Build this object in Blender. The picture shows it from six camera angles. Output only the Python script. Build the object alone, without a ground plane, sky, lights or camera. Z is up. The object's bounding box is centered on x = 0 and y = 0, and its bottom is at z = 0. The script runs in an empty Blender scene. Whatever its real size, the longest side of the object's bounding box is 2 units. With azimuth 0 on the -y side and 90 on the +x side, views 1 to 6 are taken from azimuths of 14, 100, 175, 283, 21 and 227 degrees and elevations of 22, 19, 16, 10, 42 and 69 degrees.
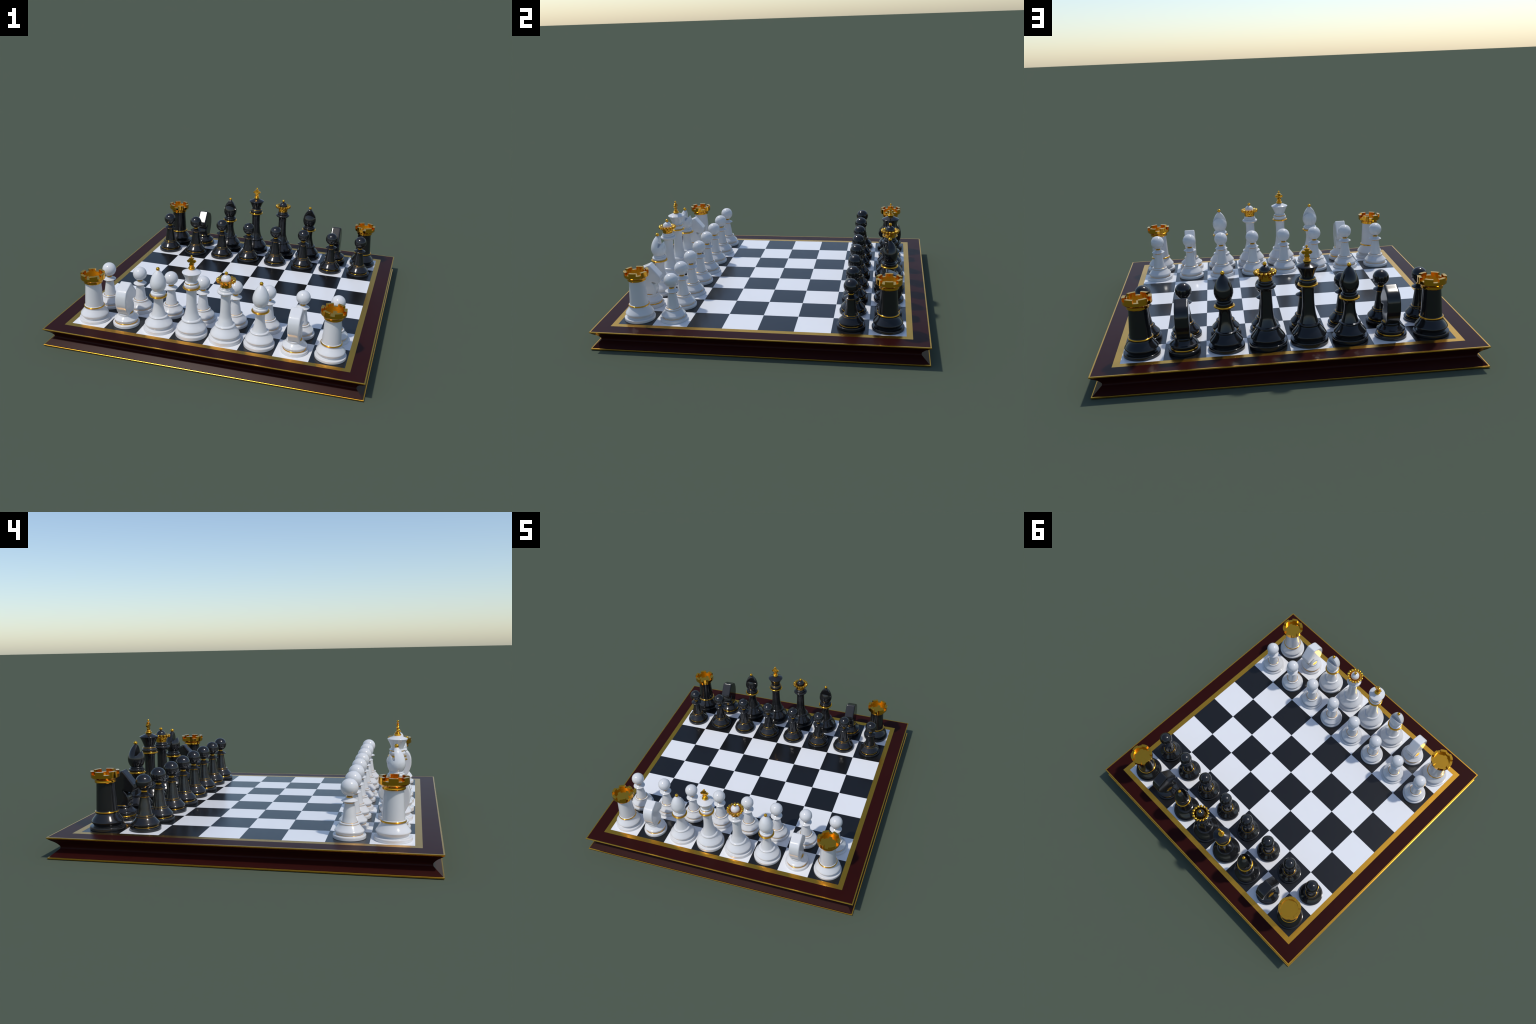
# Chess board with a full set of porcelain-and-lacquer chessmen, gold trimmed.
import bpy, bmesh, math
from math import sin, cos, pi, radians
from mathutils import Vector, Matrix

TOP = 0.1159            # height of the playing surface
PITCH = 0.2165          # side of one square
scene_col = bpy.context.scene.collection

# ------------------------------------------------------------------ materials
def node_material(name, base, rough, metallic=0.0, rough_var=0.0, tint_var=0.0,
                  scale=8.0, stretch=(1, 1, 1), spec=0.5, coat=0.0, coat_rough=0.05, bump=0.0):
    m = bpy.data.materials.new(name)
    m.use_nodes = True
    nt = m.node_tree
    nt.nodes.clear()
    out = nt.nodes.new('ShaderNodeOutputMaterial')
    bs = nt.nodes.new('ShaderNodeBsdfPrincipled')
    nt.links.new(bs.outputs[0], out.inputs[0])
    tc = nt.nodes.new('ShaderNodeTexCoord')
    mp = nt.nodes.new('ShaderNodeMapping')
    mp.inputs['Scale'].default_value = stretch
    nz = nt.nodes.new('ShaderNodeTexNoise')
    nz.inputs['Scale'].default_value = scale
    nz.inputs['Detail'].default_value = 4
    nt.links.new(tc.outputs['Object'], mp.inputs[0])
    nt.links.new(mp.outputs[0], nz.inputs['Vector'])
    ramp = nt.nodes.new('ShaderNodeValToRGB')
    lo = [c * (1 - tint_var) for c in base]
    hi = [min(1, c * (1 + tint_var)) for c in base]
    ramp.color_ramp.elements[0].position = 0.3
    ramp.color_ramp.elements[1].position = 0.7
    ramp.color_ramp.elements[0].color = (*lo, 1)
    ramp.color_ramp.elements[1].color = (*hi, 1)
    nt.links.new(nz.outputs['Fac'], ramp.inputs[0])
    nt.links.new(ramp.outputs[0], bs.inputs['Base Color'])
    mr = nt.nodes.new('ShaderNodeMapRange')
    mr.inputs['To Min'].default_value = max(0, rough - rough_var)
    mr.inputs['To Max'].default_value = rough + rough_var
    nt.links.new(nz.outputs['Fac'], mr.inputs['Value'])
    nt.links.new(mr.outputs[0], bs.inputs['Roughness'])
    bs.inputs['Metallic'].default_value = metallic
    bs.inputs['Specular IOR Level'].default_value = spec
    bs.inputs['Coat Weight'].default_value = coat
    bs.inputs['Coat Roughness'].default_value = coat_rough
    if bump:
        bp = nt.nodes.new('ShaderNodeBump')
        bp.inputs['Strength'].default_value = bump
        bp.inputs['Distance'].default_value = 0.001
        nt.links.new(nz.outputs['Fac'], bp.inputs['Height'])
        nt.links.new(bp.outputs[0], bs.inputs['Normal'])
    return m

PORCELAIN = node_material('white_porcelain', (0.66, 0.66, 0.66), 0.14, rough_var=0.01, tint_var=0.006)
LACQUER = node_material('black_lacquer', (0.012, 0.012, 0.0125), 0.13, rough_var=0.01, tint_var=0.05)
GOLD = node_material('polished_gold', (0.865, 0.42, 0.034), 0.13, metallic=1.0, rough_var=0.01, tint_var=0.01)
TRIM = node_material('brushed_gold', (0.865, 0.43, 0.045), 0.24, metallic=1.0, rough_var=0.02, tint_var=0.01)
LIGHT = node_material('light_square', (0.80, 0.80, 0.80), 0.22, rough_var=0.01, tint_var=0.004)
DARK = node_material('dark_square', (0.008, 0.008, 0.0083), 0.22, rough_var=0.01, tint_var=0.04)
WOOD = node_material('dark_mahogany', (0.0275, 0.0044, 0.0034), 0.33, spec=0.065, rough_var=0.015, tint_var=0.06,
                     scale=6.0, stretch=(1.0, 1.0, 6.0))

# ------------------------------------------------------------------ mesh helpers
def finish(bm, name, mat, angle=32):
    bmesh.ops.recalc_face_normals(bm, faces=bm.faces)
    me = bpy.data.meshes.new(name)
    bm.to_mesh(me)
    bm.free()
    for p in me.polygons:
        p.use_smooth = True
    me.set_sharp_from_angle(angle=radians(angle))
    me.materials.append(mat)
    return me

def spline(ctrl, n=6):
    """Catmull-Rom through (r, z) points; a third item 'c' marks a crease, where
    the curve breaks its tangent."""
    pts = [Vector((p[0], p[1])) for p in ctrl]
    cr = [len(p) > 2 for p in ctrl]
    cr[0] = cr[-1] = True
    out = []
    for i in range(len(pts) - 1):
        p1, p2 = pts[i], pts[i + 1]
        p0 = pts[i - 1] if not cr[i] else p1 - (p2 - p1)
        p3 = pts[i + 2] if not cr[i + 1] else p2 + (p2 - p1)
        if cr[i] and cr[i + 1]:
            out.append(p1)
            continue
        # centripetal parametrisation avoids overshoot on uneven spacing
        t0 = 0.0
        t1 = t0 + max(1e-6, (p1 - p0).length) ** 0.5
        t2 = t1 + max(1e-6, (p2 - p1).length) ** 0.5
        t3 = t2 + max(1e-6, (p3 - p2).length) ** 0.5
        for k in range(n):
            t = t1 + (t2 - t1) * k / n
            a1 = p0 * ((t1 - t) / (t1 - t0)) + p1 * ((t - t0) / (t1 - t0))
            a2 = p1 * ((t2 - t) / (t2 - t1)) + p2 * ((t - t1) / (t2 - t1))
            a3 = p2 * ((t3 - t) / (t3 - t2)) + p3 * ((t - t2) / (t3 - t2))
            b1 = a1 * ((t2 - t) / (t2 - t0)) + a2 * ((t - t0) / (t2 - t0))
            b2 = a2 * ((t3 - t) / (t3 - t1)) + a3 * ((t - t1) / (t3 - t1))
            out.append(b1 * ((t2 - t) / (t2 - t1)) + b2 * ((t - t1) / (t2 - t1)))
    out.append(pts[-1])
    return out

def lathe_bm(pts, seg=64):
    bm = bmesh.new()
    rings = []
    for p in pts:
        if p[0] < 1e-5:
            rings.append([bm.verts.new((0, 0, p[1]))])
        else:
            rings.append([bm.verts.new((p[0] * cos(2 * pi * k / seg), p[0] * sin(2 * pi * k / seg), p[1]))
                          for k in range(seg)])
    for a, b in zip(rings, rings[1:]):
        for k in range(seg):
            j = (k + 1) % seg
            if len(a) == 1 and len(b) > 1:
                bm.faces.new((a[0], b[k], b[j]))
            elif len(b) == 1 and len(a) > 1:
                bm.faces.new((a[k], a[j], b[0]))
            elif len(a) > 1:
                bm.faces.new((a[k], a[j], b[j], b[k]))
    if len(rings[0]) > 1:
        bm.faces.new(rings[0])
    if len(rings[-1]) > 1:
        bm.faces.new(rings[-1])
    return bm

def lathe(name, ctrl, mat, seg=64, n=6, angle=32):
    return finish(lathe_bm(spline(ctrl, n), seg), name, mat, angle)

def ring_mesh(name, r, z, dr, dz, mat, seg=64, m=14):
    """Torus with elliptical section: centre radius r, half widths dr and dz."""
    bm = bmesh.new()
    rows = [[bm.verts.new(((r + dr * cos(a)) * cos(t), (r + dr * cos(a)) * sin(t), z + dz * sin(a)))
             for a in (2 * pi * j / m for j in range(m))] for t in (2 * pi * k / seg for k in range(seg))]
    for k in range(seg):
        for j in range(m):
            bm.faces.new((rows[k][j], rows[(k + 1) % seg][j], rows[(k + 1) % seg][(j + 1) % m], rows[k][(j + 1) % m]))
    return finish(bm, name, mat, 80)

def ball(name, r, z, mat):
    pts = [(r * sin(pi * i / 28), z - r * cos(pi * i / 28)) for i in range(29)]
    pts[0] = (0, z - r)
    pts[-1] = (0, z + r)
    return finish(lathe_bm(pts, 48), name, mat, 80)

def rounded_outline(poly, radii, n=5):
    """Round each corner of a closed polygon with its own fillet radius."""
    out = []
    m = len(poly)
    for i, p in enumerate(poly):
        p = Vector(p)
        a = Vector(poly[i - 1]) - p
        b = Vector(poly[(i + 1) % m]) - p
        r = radii[i] if not isinstance(radii, (int, float)) else radii
        if r <= 0:
            out.append(p)
            continue
        ang = a.angle(b)
        d = min(r / math.tan(ang / 2), a.length * 0.48, b.length * 0.48)
        s, e = p + a.normalized() * d, p + b.normalized() * d
        for k in range(n + 1):
            t = k / n
            out.append(s * (1 - t) ** 2 + p * 2 * t * (1 - t) + e * t * t)
    return out

def plate(name, outline, half, bevel, mat, bseg=4, angle=32):
    """Extrude an outline given in (forward, up) along x, and round its rims."""
    bm = bmesh.new()
    lo = [bm.verts.new((-half, p[0], p[1])) for p in outline]
    hi = [bm.verts.new((half, p[0], p[1])) for p in outline]
    f1 = bm.faces.new(lo)
    f2 = bm.faces.new(hi[::-1])
    n = len(outline)
    for i in range(n):
        bm.faces.new((lo[i], lo[(i + 1) % n], hi[(i + 1) % n], hi[i]))
    bmesh.ops.recalc_face_normals(bm, faces=bm.faces)
    if bevel > 0:
        edges = list(f1.edges) + list(f2.edges)
        bmesh.ops.bevel(bm, geom=edges, offset=bevel, segments=bseg, profile=0.5,
                        affect='EDGES', clamp_overlap=True)
    return finish(bm, name, mat, angle)

def soft_slab(name, outline, half, mat, voxel=0.0016, rounds=100):
    """Slab along x, remeshed evenly and worn smooth so that every rim rolls over."""
    raw = plate('raw', outline, half, 0, mat)
    ob = bpy.data.objects.new('work', raw)
    scene_col.objects.link(ob)
    rm = ob.modifiers.new('even', 'REMESH')
    rm.mode = 'VOXEL'
    rm.voxel_size = voxel
    sm = ob.modifiers.new('wear', 'SMOOTH')
    sm.factor = 0.5
    sm.iterations = rounds
    dg = bpy.context.evaluated_depsgraph_get()
    dg.update()
    bm = bmesh.new()
    bm.from_mesh(ob.evaluated_get(dg).to_mesh())
    bpy.data.objects.remove(ob)
    return finish(bm, name, mat, 75)

def boolean_cut(me, cutter_me, name, mat, angle=32):
    a = bpy.data.objects.new('work', me)
    b = bpy.data.objects.new('cutter', cutter_me)
    scene_col.objects.link(a)
    scene_col.objects.link(b)
    md = a.modifiers.new('cut', 'BOOLEAN')
    md.operation = 'DIFFERENCE'
    md.solver = 'EXACT'
    md.object = b
    dg = bpy.context.evaluated_depsgraph_get()
    dg.update()
    bm = bmesh.new()
    bm.from_mesh(a.evaluated_get(dg).to_mesh())
    bpy.data.objects.remove(a)
    bpy.data.objects.remove(b)
    return finish(bm, name, mat, angle)

# ------------------------------------------------------------------ board
def add_object(name, me, parent=None, loc=(0, 0, 0)):
    ob = bpy.data.objects.new(name, me)
    scene_col.objects.link(ob)
    ob.location = loc
    if parent:
        ob.parent = parent
    return ob

def square_loft(name, rings, mat, closed=False, angle=32):
    bm = bmesh.new()
    vs = [[bm.verts.new((sx * a, sy * a, z)) for sx, sy in ((-1, -1), (1, -1), (1, 1), (-1, 1))] for a, z in rings]
    pairs = list(zip(vs, vs[1:])) + ([(vs[-1], vs[0])] if closed else [])
    for p, q in pairs:
        for k in range(4):
            bm.faces.new((p[k], p[(k + 1) % 4], q[(k + 1) % 4], q[k]))
    if not closed:
        bm.faces.new(vs[0])
        bm.faces.new(vs[-1])
    return finish(bm, name, mat, angle)

def build_board():
    root = bpy.data.objects.new('chess_board', None)
    scene_col.objects.link(root)
    root['label'] = 'dark mahogany chess board with gold inlay and gold edges'
    root['category'] = 'chess board'
    half = 4 * PITCH                 # 0.866
    band = 0.9015
    waist = spline([(0.9955, 0.1066, 'c'), (0.9844, 0.0959), (0.9692, 0.0835), (0.9592, 0.0727), (0.9506, 0.0604),
                    (0.9483, 0.0533), (0.9508, 0.0453), (0.9560, 0.0408), (0.9948, 0.0085, 'c')], 4)
    frame = [(band, 0.1080), (band, TOP), (0.9925, TOP), (0.9935, 0.1090)] + [(p[0], p[1]) for p in waist] + \
            [(0.9935, 0.0060), (0.9920, 0.0008)]
    add_object('frame', square_loft('frame', frame, WOOD), root)
    add_object('gold_edge', square_loft('gold_edge', [(0.9923, 0.1095), (0.9923, TOP + 0.0004), (0.9994, TOP + 0.0004),
               (1.0, TOP - 0.0005), (1.0, 0.1112), (0.9972, 0.1080), (0.9940, 0.1072)], TRIM, True, 25), root)
    add_object('gold_edge', square_loft('gold_edge', [(0.9920, 0.0050), (0.9942, 0.0094), (0.9990, 0.0084),
               (1.0, 0.0074), (1.0, 0.0014), (0.9984, 0.0), (0.9920, 0.0)], TRIM, True, 25), root)
    add_object('gold_inlay', square_loft('gold_inlay', [(half + 0.0001, 0.1085), (half + 0.0001, TOP + 0.0001),
               (band - 0.0001, TOP + 0.0001), (band - 0.0001, 0.1085)], TRIM, True), root)
    s = PITCH / 2 - 0.00005
    meshes = []
    for nm, mat in (('dark_square', DARK), ('light_square', LIGHT)):
        bm = bmesh.new()
        bmesh.ops.create_cube(bm, size=1.0, matrix=Matrix.Translation((0, 0, -0.004)) @ Matrix.Diagonal((2 * s, 2 * s, 0.008, 1)))
        meshes.append((nm, finish(bm, nm, mat)))
    for i in range(8):
        for j in range(8):
            nm, me = meshes[(i + j + 1) % 2]
            add_object(nm, me, root, ((i - 3.5) * PITCH, (j - 3.5) * PITCH, TOP))

# ------------------------------------------------------------------ chessmen
def foot(name, r, h, neck, bulge, zb, step, zs, mat, top=0.0):
    """Turned foot: disc of radius r and height h, waist, swelling and stepped shoulder."""
    k = zs - zb
    ctrl = [(0, -0.0004, 'c'), (r - 0.0015, -0.0004, 'c'), (r, 0.0015, 'c'), (r, h - 0.0035), (r - 0.0012, h - 0.001), (r - 0.004, h),
            (neck + 0.003, h + 0.0012), (neck, h + 0.0025, 'c'), (neck + 0.0012, h + 0.0075), (bulge - 0.0045, zb - 0.0085),
            (bulge - 0.0008, zb - 0.0030), (bulge, zb), (bulge - 0.0015, zb + 0.0045),
            (bulge - (bulge - step) * 0.30, zb + k * 0.34), (bulge - (bulge - step) * 0.68, zb + k * 0.66),
            (bulge - (bulge - step) * 0.93, zb + k * 0.90), (step, zs, 'c')]
    return ctrl

def parts_pawn(mat):
    p = []
    base = foot('base', 0.0838, 0.0190, 0.0675, 0.0757, 0.0375, 0.0500, 0.0710, mat)
    base += [(0.0506, 0.0738), (0.0505, 0.0765), (0.0490, 0.0790), (0.0440, 0.0800, 'c'), (0, 0.0800)]
    p.append(('base', lathe('base', base, mat)))
    p.append(('gold_ring', ring_mesh('gold_ring', 0.0668, 0.0212, 0.0022, 0.0018, GOLD, m=10)))
    p.append(('gold_ring', ring_mesh('gold_ring', 0.0492, 0.0722, 0.0016, 0.0009, GOLD, m=10)))
    p.append(('gold_ring', ring_mesh('gold_ring', 0.0400, 0.0800, 0.0018, 0.0012, GOLD, m=10)))
    stem = [(0, 0.0770, 'c'), (0.0397, 0.0770, 'c'), (0.0393, 0.0800), (0.0352, 0.1030), (0.0316, 0.1275), (0.0277, 0.1530), (0.0246, 0.1770),
            (0.0243, 0.1830, 'c'), (0, 0.1830)]
    p.append(('stem', lathe('stem', stem, mat)))
    p.append(('gold_ring', ring_mesh('gold_ring', 0.0240, 0.1788, 0.0016, 0.0014, GOLD, m=10)))
    collar = [(0, 0.1795, 'c'), (0.0245, 0.1800, 'c'), (0.0330, 0.1830), (0.0405, 0.1868), (0.0420, 0.1890), (0.0403, 0.1908), (0.0345, 0.1938),
              (0.0255, 0.1990), (0.0190, 0.2035), (0.0165, 0.2050, 'c'), (0, 0.2050)]
    p.append(('collar', lathe('collar', collar, mat)))
    p.append(('gold_ring', ring_mesh('gold_ring', 0.0140, 0.2070, 0.0028, 0.0038, GOLD, m=12)))
    p.append(('head', ball('head', 0.0447, 0.2555, mat)))
    return p

def parts_rook(mat):
    p = []
    base = foot('base', 0.0955, 0.0185, 0.0755, 0.0876, 0.0440, 0.0610, 0.0860, mat)
    base += [(0.0608, 0.0930), (0.0605, 0.0990), (0.0590, 0.1020), (0.0560, 0.1030, 'c'), (0, 0.1030)]
    p.append(('base', lathe('base', base, mat)))
    p.append(('gold_ring', ring_mesh('gold_ring', 0.0600, 0.0955, 0.0052, 0.0046, GOLD)))
    tower = [(0, 0.1000, 'c'), (0.0573, 0.1000, 'c'), (0.0569, 0.1060), (0.0548, 0.1450), (0.0526, 0.1850), (0.0504, 0.2250),
             (0.0488, 0.2600, 'c'), (0, 0.2600)]
    p.append(('tower', lathe('tower', tower, mat)))
    R, RI, ZN, ZT = 0.0763, 0.0588, 0.3000, 0.3170
    crown = [(0, 0.2540, 'c'), (0.0550, 0.2540, 'c'), (0.0572, 0.2556), (0.0578, 0.2600), (0.0572, 0.2655), (0.0580, 0.2695, 'c'), (0.0660, 0.2745),
             (0.0725, 0.2795), (0.0763, 0.2835, 'c'), (R, ZN, 'c'), (RI, ZN, 'c'), (RI, 0.2865, 'c'), (0, 0.2865)]
    battlement = ('battlement', lathe('battlement', crown, GOLD, seg=48, n=4, angle=25))
    bm = bmesh.new()
    hw, m = radians(18.3), 8
    cols = []
    for k in range(m + 1):
        a = -hw + 2 * hw * k / m
        cols.append([bm.verts.new((r * cos(a), r * sin(a), z)) for r, z in
                     ((R, ZN - 0.0002), (R, ZT - 0.0006), (R - 0.0006, ZT), (RI + 0.0006, ZT), (RI, ZT - 0.0006), (RI, ZN - 0.0002))])
    for a, b in zip(cols, cols[1:]):
        for j in range(6):
            bm.faces.new((a[j], a[(j + 1) % 6], b[(j + 1) % 6], b[j]))
    bm.faces.new(cols[0])
    bm.faces.new(cols[-1])
    merlon = finish(bm, 'merlon', GOLD, 25)
    p.append(battlement + ([('merlon', merlon, pi / 3 * k) for k in range(6)],))
    return p

def parts_bishop(mat):
    p = []
    base = foot('base', 0.0952, 0.0215, 0.0765, 0.0862, 0.0460, 0.0560, 0.0890, mat)
    base += [(0.0576, 0.0922), (0.0580, 0.0945), (0.0565, 0.0975), (0.0510, 0.1000, 'c'), (0, 0.1000)]
    p.append(('base', lathe('base', base, mat)))
    stem = [(0, 0.0960, 'c'), (0.0478, 0.0960, 'c'), (0.0458, 0.1005), (0.0398, 0.1200), (0.0345, 0.1410), (0.0306, 0.1620), (0.0291, 0.1800),
            (0.0292, 0.1960), (0.0310, 0.2100), (0.0350, 0.2230, 'c'), (0, 0.2230)]
    p.append(('stem', lathe('stem', stem, mat)))
    p.append(('gold_ring', ring_mesh('gold_ring', 0.0475, 0.2320, 0.0075, 0.0056, GOLD)))
    collar = [(0, 0.2240, 'c'), (0.0420, 0.2240, 'c'), (0.0440, 0.2340), (0.0440, 0.2390, 'c'), (0.0465, 0.2430), (0.0470, 0.2480), (0.0455, 0.2525),
              (0.0415, 0.2545, 'c'), (0.0375, 0.2552, 'c'), (0.0384, 0.2580), (0.0384, 0.2610), (0.0365, 0.2640), (0.0330, 0.2660, 'c'), (0, 0.2660)]
    p.append(('collar', lathe('collar', collar, mat)))
    egg = [(0, 0.2620, 'c'), (0.0310, 0.2620, 'c'), (0.0372, 0.2690), (0.0428, 0.2790), (0.0480, 0.2920), (0.0501, 0.3050), (0.0498, 0.3170),
           (0.0470, 0.3320), (0.0418, 0.3480), (0.0350, 0.3630), (0.0264, 0.3770), (0.0173, 0.3880), (0.0095, 0.3970, 'c'), (0, 0.3985)]
    body = lathe('mitre', egg, mat, seg=96)
    cut = [(0.0143, 0.4130), (0.0078, 0.3350), (0.0082, 0.3310), (0.0105, 0.3282), (0.0138, 0.3280), (0.0166, 0.3302),
           (0.0360, 0.3568), (0.0650, 0.3930), (0.0650, 0.4130)]
    slot = plate('slot', [Vector(c) for c in cut], 0.08, 0, mat)
    p.append(('mitre', boolean_cut(body, slot, 'mitre', mat, 30)))
    p.append(('finial', ball('finial', 0.0116, 0.4065, GOLD)))
    return p

def parts_queen(mat):
    p = []
    base = foot('base', 0.0997, 0.0255, 0.0830, 0.0908, 0.0480, 0.0600, 0.0965, mat)
    base += [(0.0612, 0.1000), (0.0615, 0.1030), (0.0598, 0.1065), (0.0545, 0.1100, 'c'), (0, 0.1100)]
    p.append(('base', lathe('base', base, mat)))
    stem = [(0, 0.1060, 'c'), (0.0525, 0.1060, 'c'), (0.0500, 0.1115), (0.0425, 0.1330), (0.0360, 0.1560), (0.0326, 0.1840), (0.0313, 0.2150),
            (0.0303, 0.2550), (0.0302, 0.2900), (0.0312, 0.3010), (0.0350, 0.3110, 'c'), (0, 0.3110)]
    p.append(('stem', lathe('stem', stem, mat)))
    collar = [(0, 0.3080, 'c'), (0.0345, 0.3085, 'c'), (0.0430, 0.3125), (0.0505, 0.3180), (0.0534, 0.3240), (0.0512, 0.3295), (0.0450, 0.3330, 'c'),
              (0.0405, 0.3335, 'c'), (0.0417, 0.3370), (0.0412, 0.3420), (0.0395, 0.3450, 'c'), (0.0370, 0.3465, 'c'), (0.0375, 0.3500), (0.0360, 0.3550),
              (0.0330, 0.3570, 'c'), (0, 0.3570)]
    p.append(('collar', lathe('collar', collar, mat)))
    p.append(('crown', queen_crown()))
    p.append(('dome', ball('dome', 0.0309, 0.4010, mat)))
    p.append(('finial', ball('finial', 0.0106, 0.4412, GOLD)))
    return p

def queen_crown(points=16, per=14):
    """Flaring cup whose lip curls over into sixteen hanging pointed tongues."""
    bm = bmesh.new()
    seg = points * per
    cols = []
    lerp = lambda a, b, t: a + (b - a) * t
    for k in range(seg):
        th = 2 * pi * k / seg
        ph = abs(((k / per + 0.5) % 1.0) - 0.5) * 2          # 0 on a tongue, 1 between
        d = max(0.0, 1 - ph)
        d = d * d * (3 - 2 * d) * 0.45 + d * 0.55            # triangular, slightly softened
        w = 1 - (1 - d) ** 2
        u = 1 - (1 - d) ** 4                                  # broad at the top
        fl = 0.0016 * d
        prof = [(0.0300, 0.3540), (0.0335, 0.3545), (0.0344, 0.3565), (0.0338, 0.3590), (0.0344 + fl * .3, 0.3680),
                (0.0366 + fl * .7, 0.3790), (lerp(0.0398, 0.0422, d), lerp(0.3905, 0.3872, d)),
                (lerp(0.0420, 0.0520, d), lerp(0.3960, 0.3864, d)),
                (lerp(0.0432, 0.0566, w), lerp(0.3985, 0.3862, d)),
                (lerp(0.0440, 0.0592, (w + u) / 2), lerp(0.3998, 0.3922, d)),
                (lerp(0.0444, 0.0606, u), lerp(0.4010, 0.3990, d)),
                (lerp(0.0440, 0.0590, u), lerp(0.4022, 0.4042, w)),
                (lerp(0.0432, 0.0542, u), lerp(0.4026, 0.4066, w)),
                (lerp(0.0420, 0.0470, w), lerp(0.4022, 0.4056, w)), (0.0402 + 0.002 * d, 0.4000 + 0.002 * d),
                (0.0370, 0.3955), (0.0345, 0.3880), (0.0320, 0.3800)]
        cols.append([bm.verts.new((r * cos(th), r * sin(th), z)) for r, z in prof])
    for k in range(seg):
        a, b = cols[k], cols[(k + 1) % seg]
        for j in range(len(a) - 1):
            bm.faces.new((a[j], b[j], b[j + 1], a[j + 1]))
    bm.faces.new([c[0] for c in cols])
    bm.faces.new([c[-1] for c in cols])
    return finish(bm, 'crown', GOLD, 40)

def parts_king(mat):
    p = []
    base = foot('base', 0.0999, 0.0250, 0.0830, 0.0914, 0.0510, 0.0592, 0.0985, mat)
    base += [(0.0608, 0.1025), (0.0612, 0.1055), (0.0597, 0.1100), (0.0545, 0.1145, 'c'), (0, 0.1145)]
    p.append(('base', lathe('base', base, mat)))
    stem = [(0, 0.1100, 'c'), (0.0520, 0.1100, 'c'), (0.0498, 0.1160), (0.0430, 0.1380), (0.0378, 0.1600), (0.0340, 0.1880), (0.0318, 0.2200),
            (0.0312, 0.2550), (0.0318, 0.2900), (0.0335, 0.3040), (0.0370, 0.3130, 'c'), (0, 0.3130)]
    p.append(('stem', lathe('stem', stem, mat)))
    p.append(('gold_ring', ring_mesh('gold_ring', 0.0465, 0.3190, 0.0071, 0.0052, GOLD)))
    collar = [(0, 0.3130, 'c'), (0.0420, 0.3130, 'c'), (0.0435, 0.3230), (0.0440, 0.3265, 'c'), (0.0460, 0.3310), (0.0463, 0.3370), (0.0445, 0.3425),
              (0.0405, 0.3455, 'c'), (0.0395, 0.3480), (0.0400, 0.3520), (0.0385, 0.3560), (0.0345, 0.3580, 'c'), (0, 0.3580)]
    p.append(('collar', lathe('collar', collar, mat)))
    p.append(('gold_ring', ring_mesh('gold_ring', 0.0398, 0.3502, 0.0024, 0.0024, GOLD, m=10)))
    crown = [(0, 0.3540, 'c'), (0.0315, 0.3540, 'c'), (0.0328, 0.3620), (0.0390, 0.3790), (0.0470, 0.3970), (0.0562, 0.4140), (0.0578, 0.4168),
             (0.0570, 0.4190), (0.0520, 0.4218), (0.0380, 0.4280), (0.0260, 0.4328), (0.0160, 0.4365, 'c'), (0, 0.4365)]
    p.append(('crown', lathe('crown', crown, mat)))
    foot_ = [(0, 0.4290, 'c'), (0.0150, 0.4290, 'c'), (0.0166, 0.4340), (0.0200, 0.4405), (0.0213, 0.4440), (0.0196, 0.4475), (0.0150, 0.4500),
             (0.0133, 0.4520, 'c'), (0.0152, 0.4540), (0.0155, 0.4560), (0.0140, 0.4580), (0.0090, 0.4592, 'c'), (0, 0.4592)]
    half = [(0.0094, 0.4575), (0.0153, 0.4672), (0.0086, 0.4800), (0.0198, 0.4785), (0.0294, 0.4882), (0.0204, 0.4985),
            (0.0084, 0.4950), (0.0154, 0.5068), (0.0080, 0.5092)]
    poly = [(a, b) for a, b in half] + [(-a, b) for a, b in reversed(half)]
    out = rounded_outline(poly, 0.0010, 3)
    cm = plate('cross', out, 0.0064, 0.0008, GOLD, 2, 35)
    cm.transform(Matrix.Rotation(pi / 2, 4, 'Z'))
    pin = ball('finial', 0.0068, 0.5188, GOLD)
    post = lathe('post', [(0, 0.5060, 'c'), (0.0034, 0.5060, 'c'), (0.0030, 0.5100), (0.0032, 0.5150, 'c'), (0, 0.5150)], GOLD, 24)
    p.append(('cross', cm, [('pedestal', lathe('pedestal', foot_, GOLD, 48), 0), ('post', post, 0), ('finial', pin, 0)]))
    return p

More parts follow.
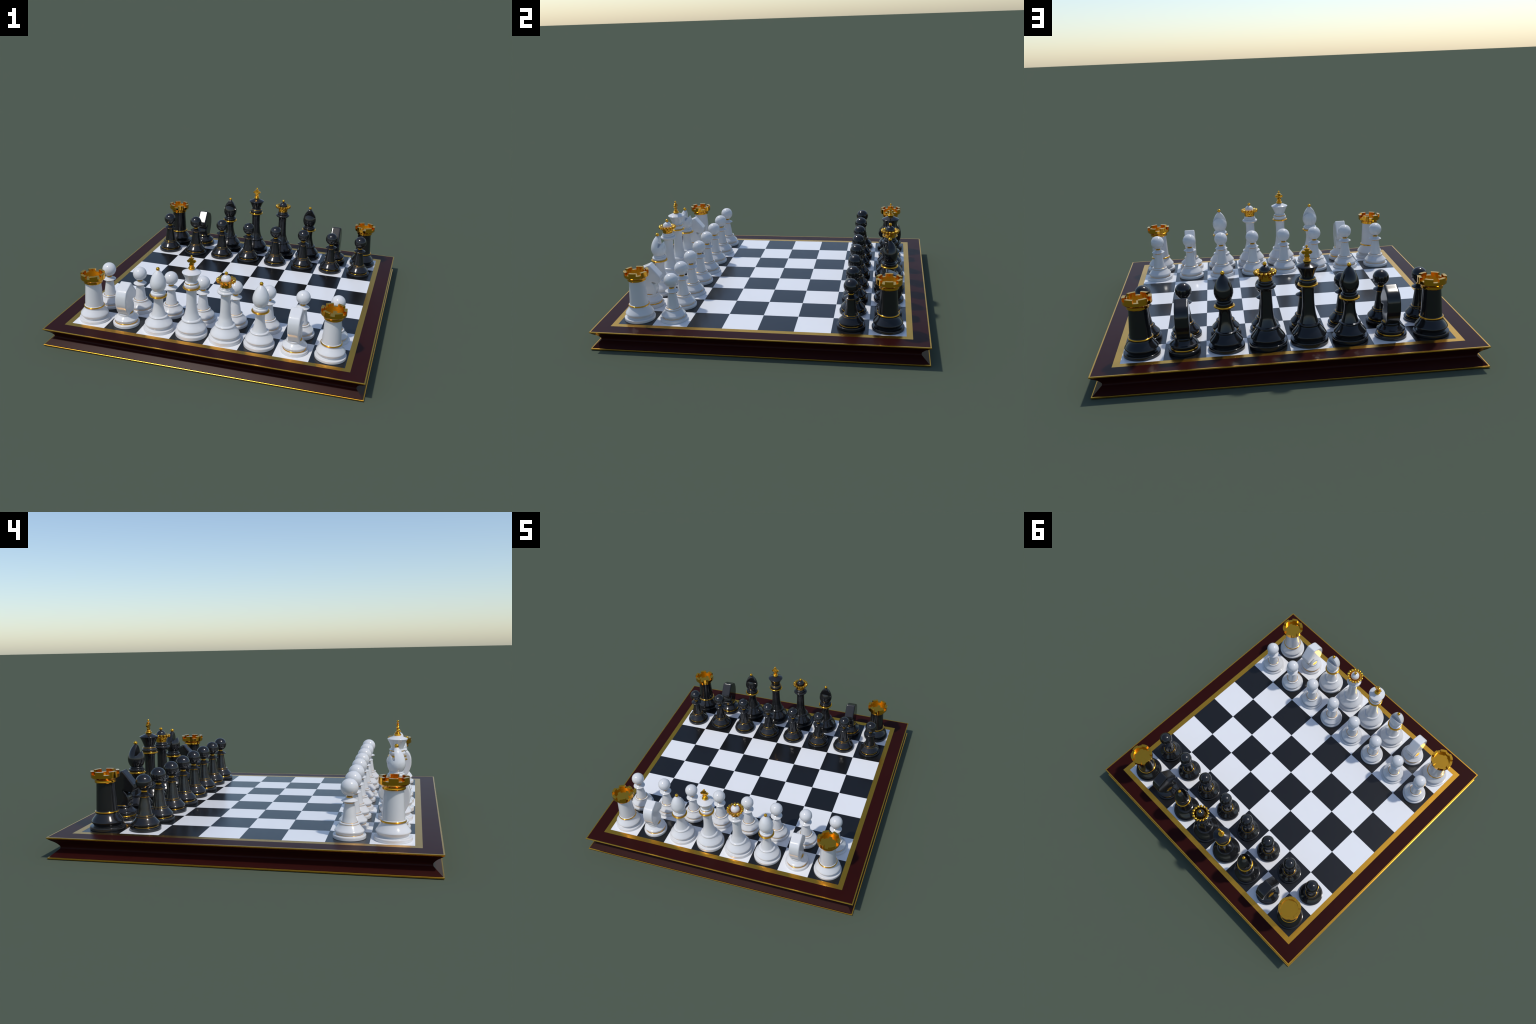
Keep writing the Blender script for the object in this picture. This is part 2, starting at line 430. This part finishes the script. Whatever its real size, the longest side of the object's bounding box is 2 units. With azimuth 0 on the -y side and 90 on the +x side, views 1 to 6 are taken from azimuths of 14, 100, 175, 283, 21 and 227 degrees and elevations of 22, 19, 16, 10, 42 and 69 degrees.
def parts_knight(mat):
    p = []
    base = foot('base', 0.0833, 0.0200, 0.0680, 0.0755, 0.0430, 0.0500, 0.0690, mat)
    base += [(0.0500, 0.0730), (0.0508, 0.0765), (0.0503, 0.0800), (0.0480, 0.0830, 'c'), (0, 0.0830)]
    p.append(('base', lathe('base', base, mat)))
    p.append(('gold_ring', ring_mesh('gold_ring', 0.0670, 0.0240, 0.0045, 0.0042, GOLD, m=12)))
    p.append(('gold_ring', lathe('gold_ring', [(0, 0.0810, 'c'), (0.0430, 0.0810, 'c'), (0.0438, 0.0835), (0.0425, 0.0850, 'c'), (0, 0.0855)], GOLD)))
    back = [(-0.0410, 0.0760), (-0.0460, 0.0870), (-0.0535, 0.0970), (-0.0635, 0.1155), (-0.0730, 0.1390), (-0.0787, 0.1610), (-0.0800, 0.1840),
            (-0.0786, 0.2030), (-0.0742, 0.2215), (-0.0650, 0.2400), (-0.0500, 0.2540), (-0.0200, 0.2675)]
    back = [(q[0], q[1]) for q in spline(back, 4)]
    front = [(0.0150, 0.2832), (0.0490, 0.2430), (0.0815, 0.2045), (0.0860, 0.1900), (0.0810, 0.1710),
             (0.0670, 0.1560), (0.0480, 0.1610), (0.0165, 0.1695), (0.0370, 0.1490), (0.0455, 0.1320), (0.0488, 0.1150), (0.0468, 0.1000), (0.0400, 0.0760)]
    radii = [0.0] * len(back) + [0.003, 0, 0.010, 0.016, 0.012, 0.006, 0.01, 0.0, 0.012, 0.02, 0.02, 0.02, 0.0]
    out = rounded_outline(back + front, radii, 4)
    p.append(('head', soft_slab('head', out, 0.0362, mat)))
    return p

BUILDERS = dict(pawn=parts_pawn, rook=parts_rook, knight=parts_knight, bishop=parts_bishop, queen=parts_queen, king=parts_king)
FILE_X = dict(rook=0.7632, knight=0.5445, bishop=0.3254, king=-0.1086, queen=0.1086)

def place(kind, colour, parts, x, y, turn):
    root = bpy.data.objects.new(kind, None)
    scene_col.objects.link(root)
    root.location = (x, y, TOP + 0.0006)
    root.rotation_euler = (0, 0, turn)
    trim = {'pawn': 'with thin gold rings and a ball head', 'rook': 'with a gold crenellated top',
            'knight': 'with a rounded slab horse head', 'bishop': 'with slotted mitre and gold ball',
            'queen': 'with a scalloped gold crown', 'king': 'with flared crown and gold cross'}[kind]
    root['label'] = ('white porcelain ' if colour == 'white' else 'black lacquered ') + kind + ' ' + trim
    root['category'] = 'chess piece'
    for part in parts:
        ob = add_object(part[0], part[1], root)
        if len(part) > 2:
            for nm, me, a in part[2]:
                sub = add_object(nm, me, ob)
                sub.rotation_euler = (0, 0, a)

def build_set():
    for colour, mat, sgn in (('white', PORCELAIN, -1), ('black', LACQUER, 1)):
        turn = 0 if sgn < 0 else pi
        kit = {k: f(mat) for k, f in BUILDERS.items()}
        for i in range(8):
            place('pawn', colour, kit['pawn'], (i - 3.5) * 0.2168, sgn * 0.5437, turn)
        for kind in ('rook', 'knight', 'bishop'):
            for side in (-1, 1):
                place(kind, colour, kit[kind], side * FILE_X[kind], sgn * 0.7600, turn)
        for kind in ('king', 'queen'):
            place(kind, colour, kit[kind], FILE_X[kind], sgn * 0.7600, turn)

build_board()
build_set()
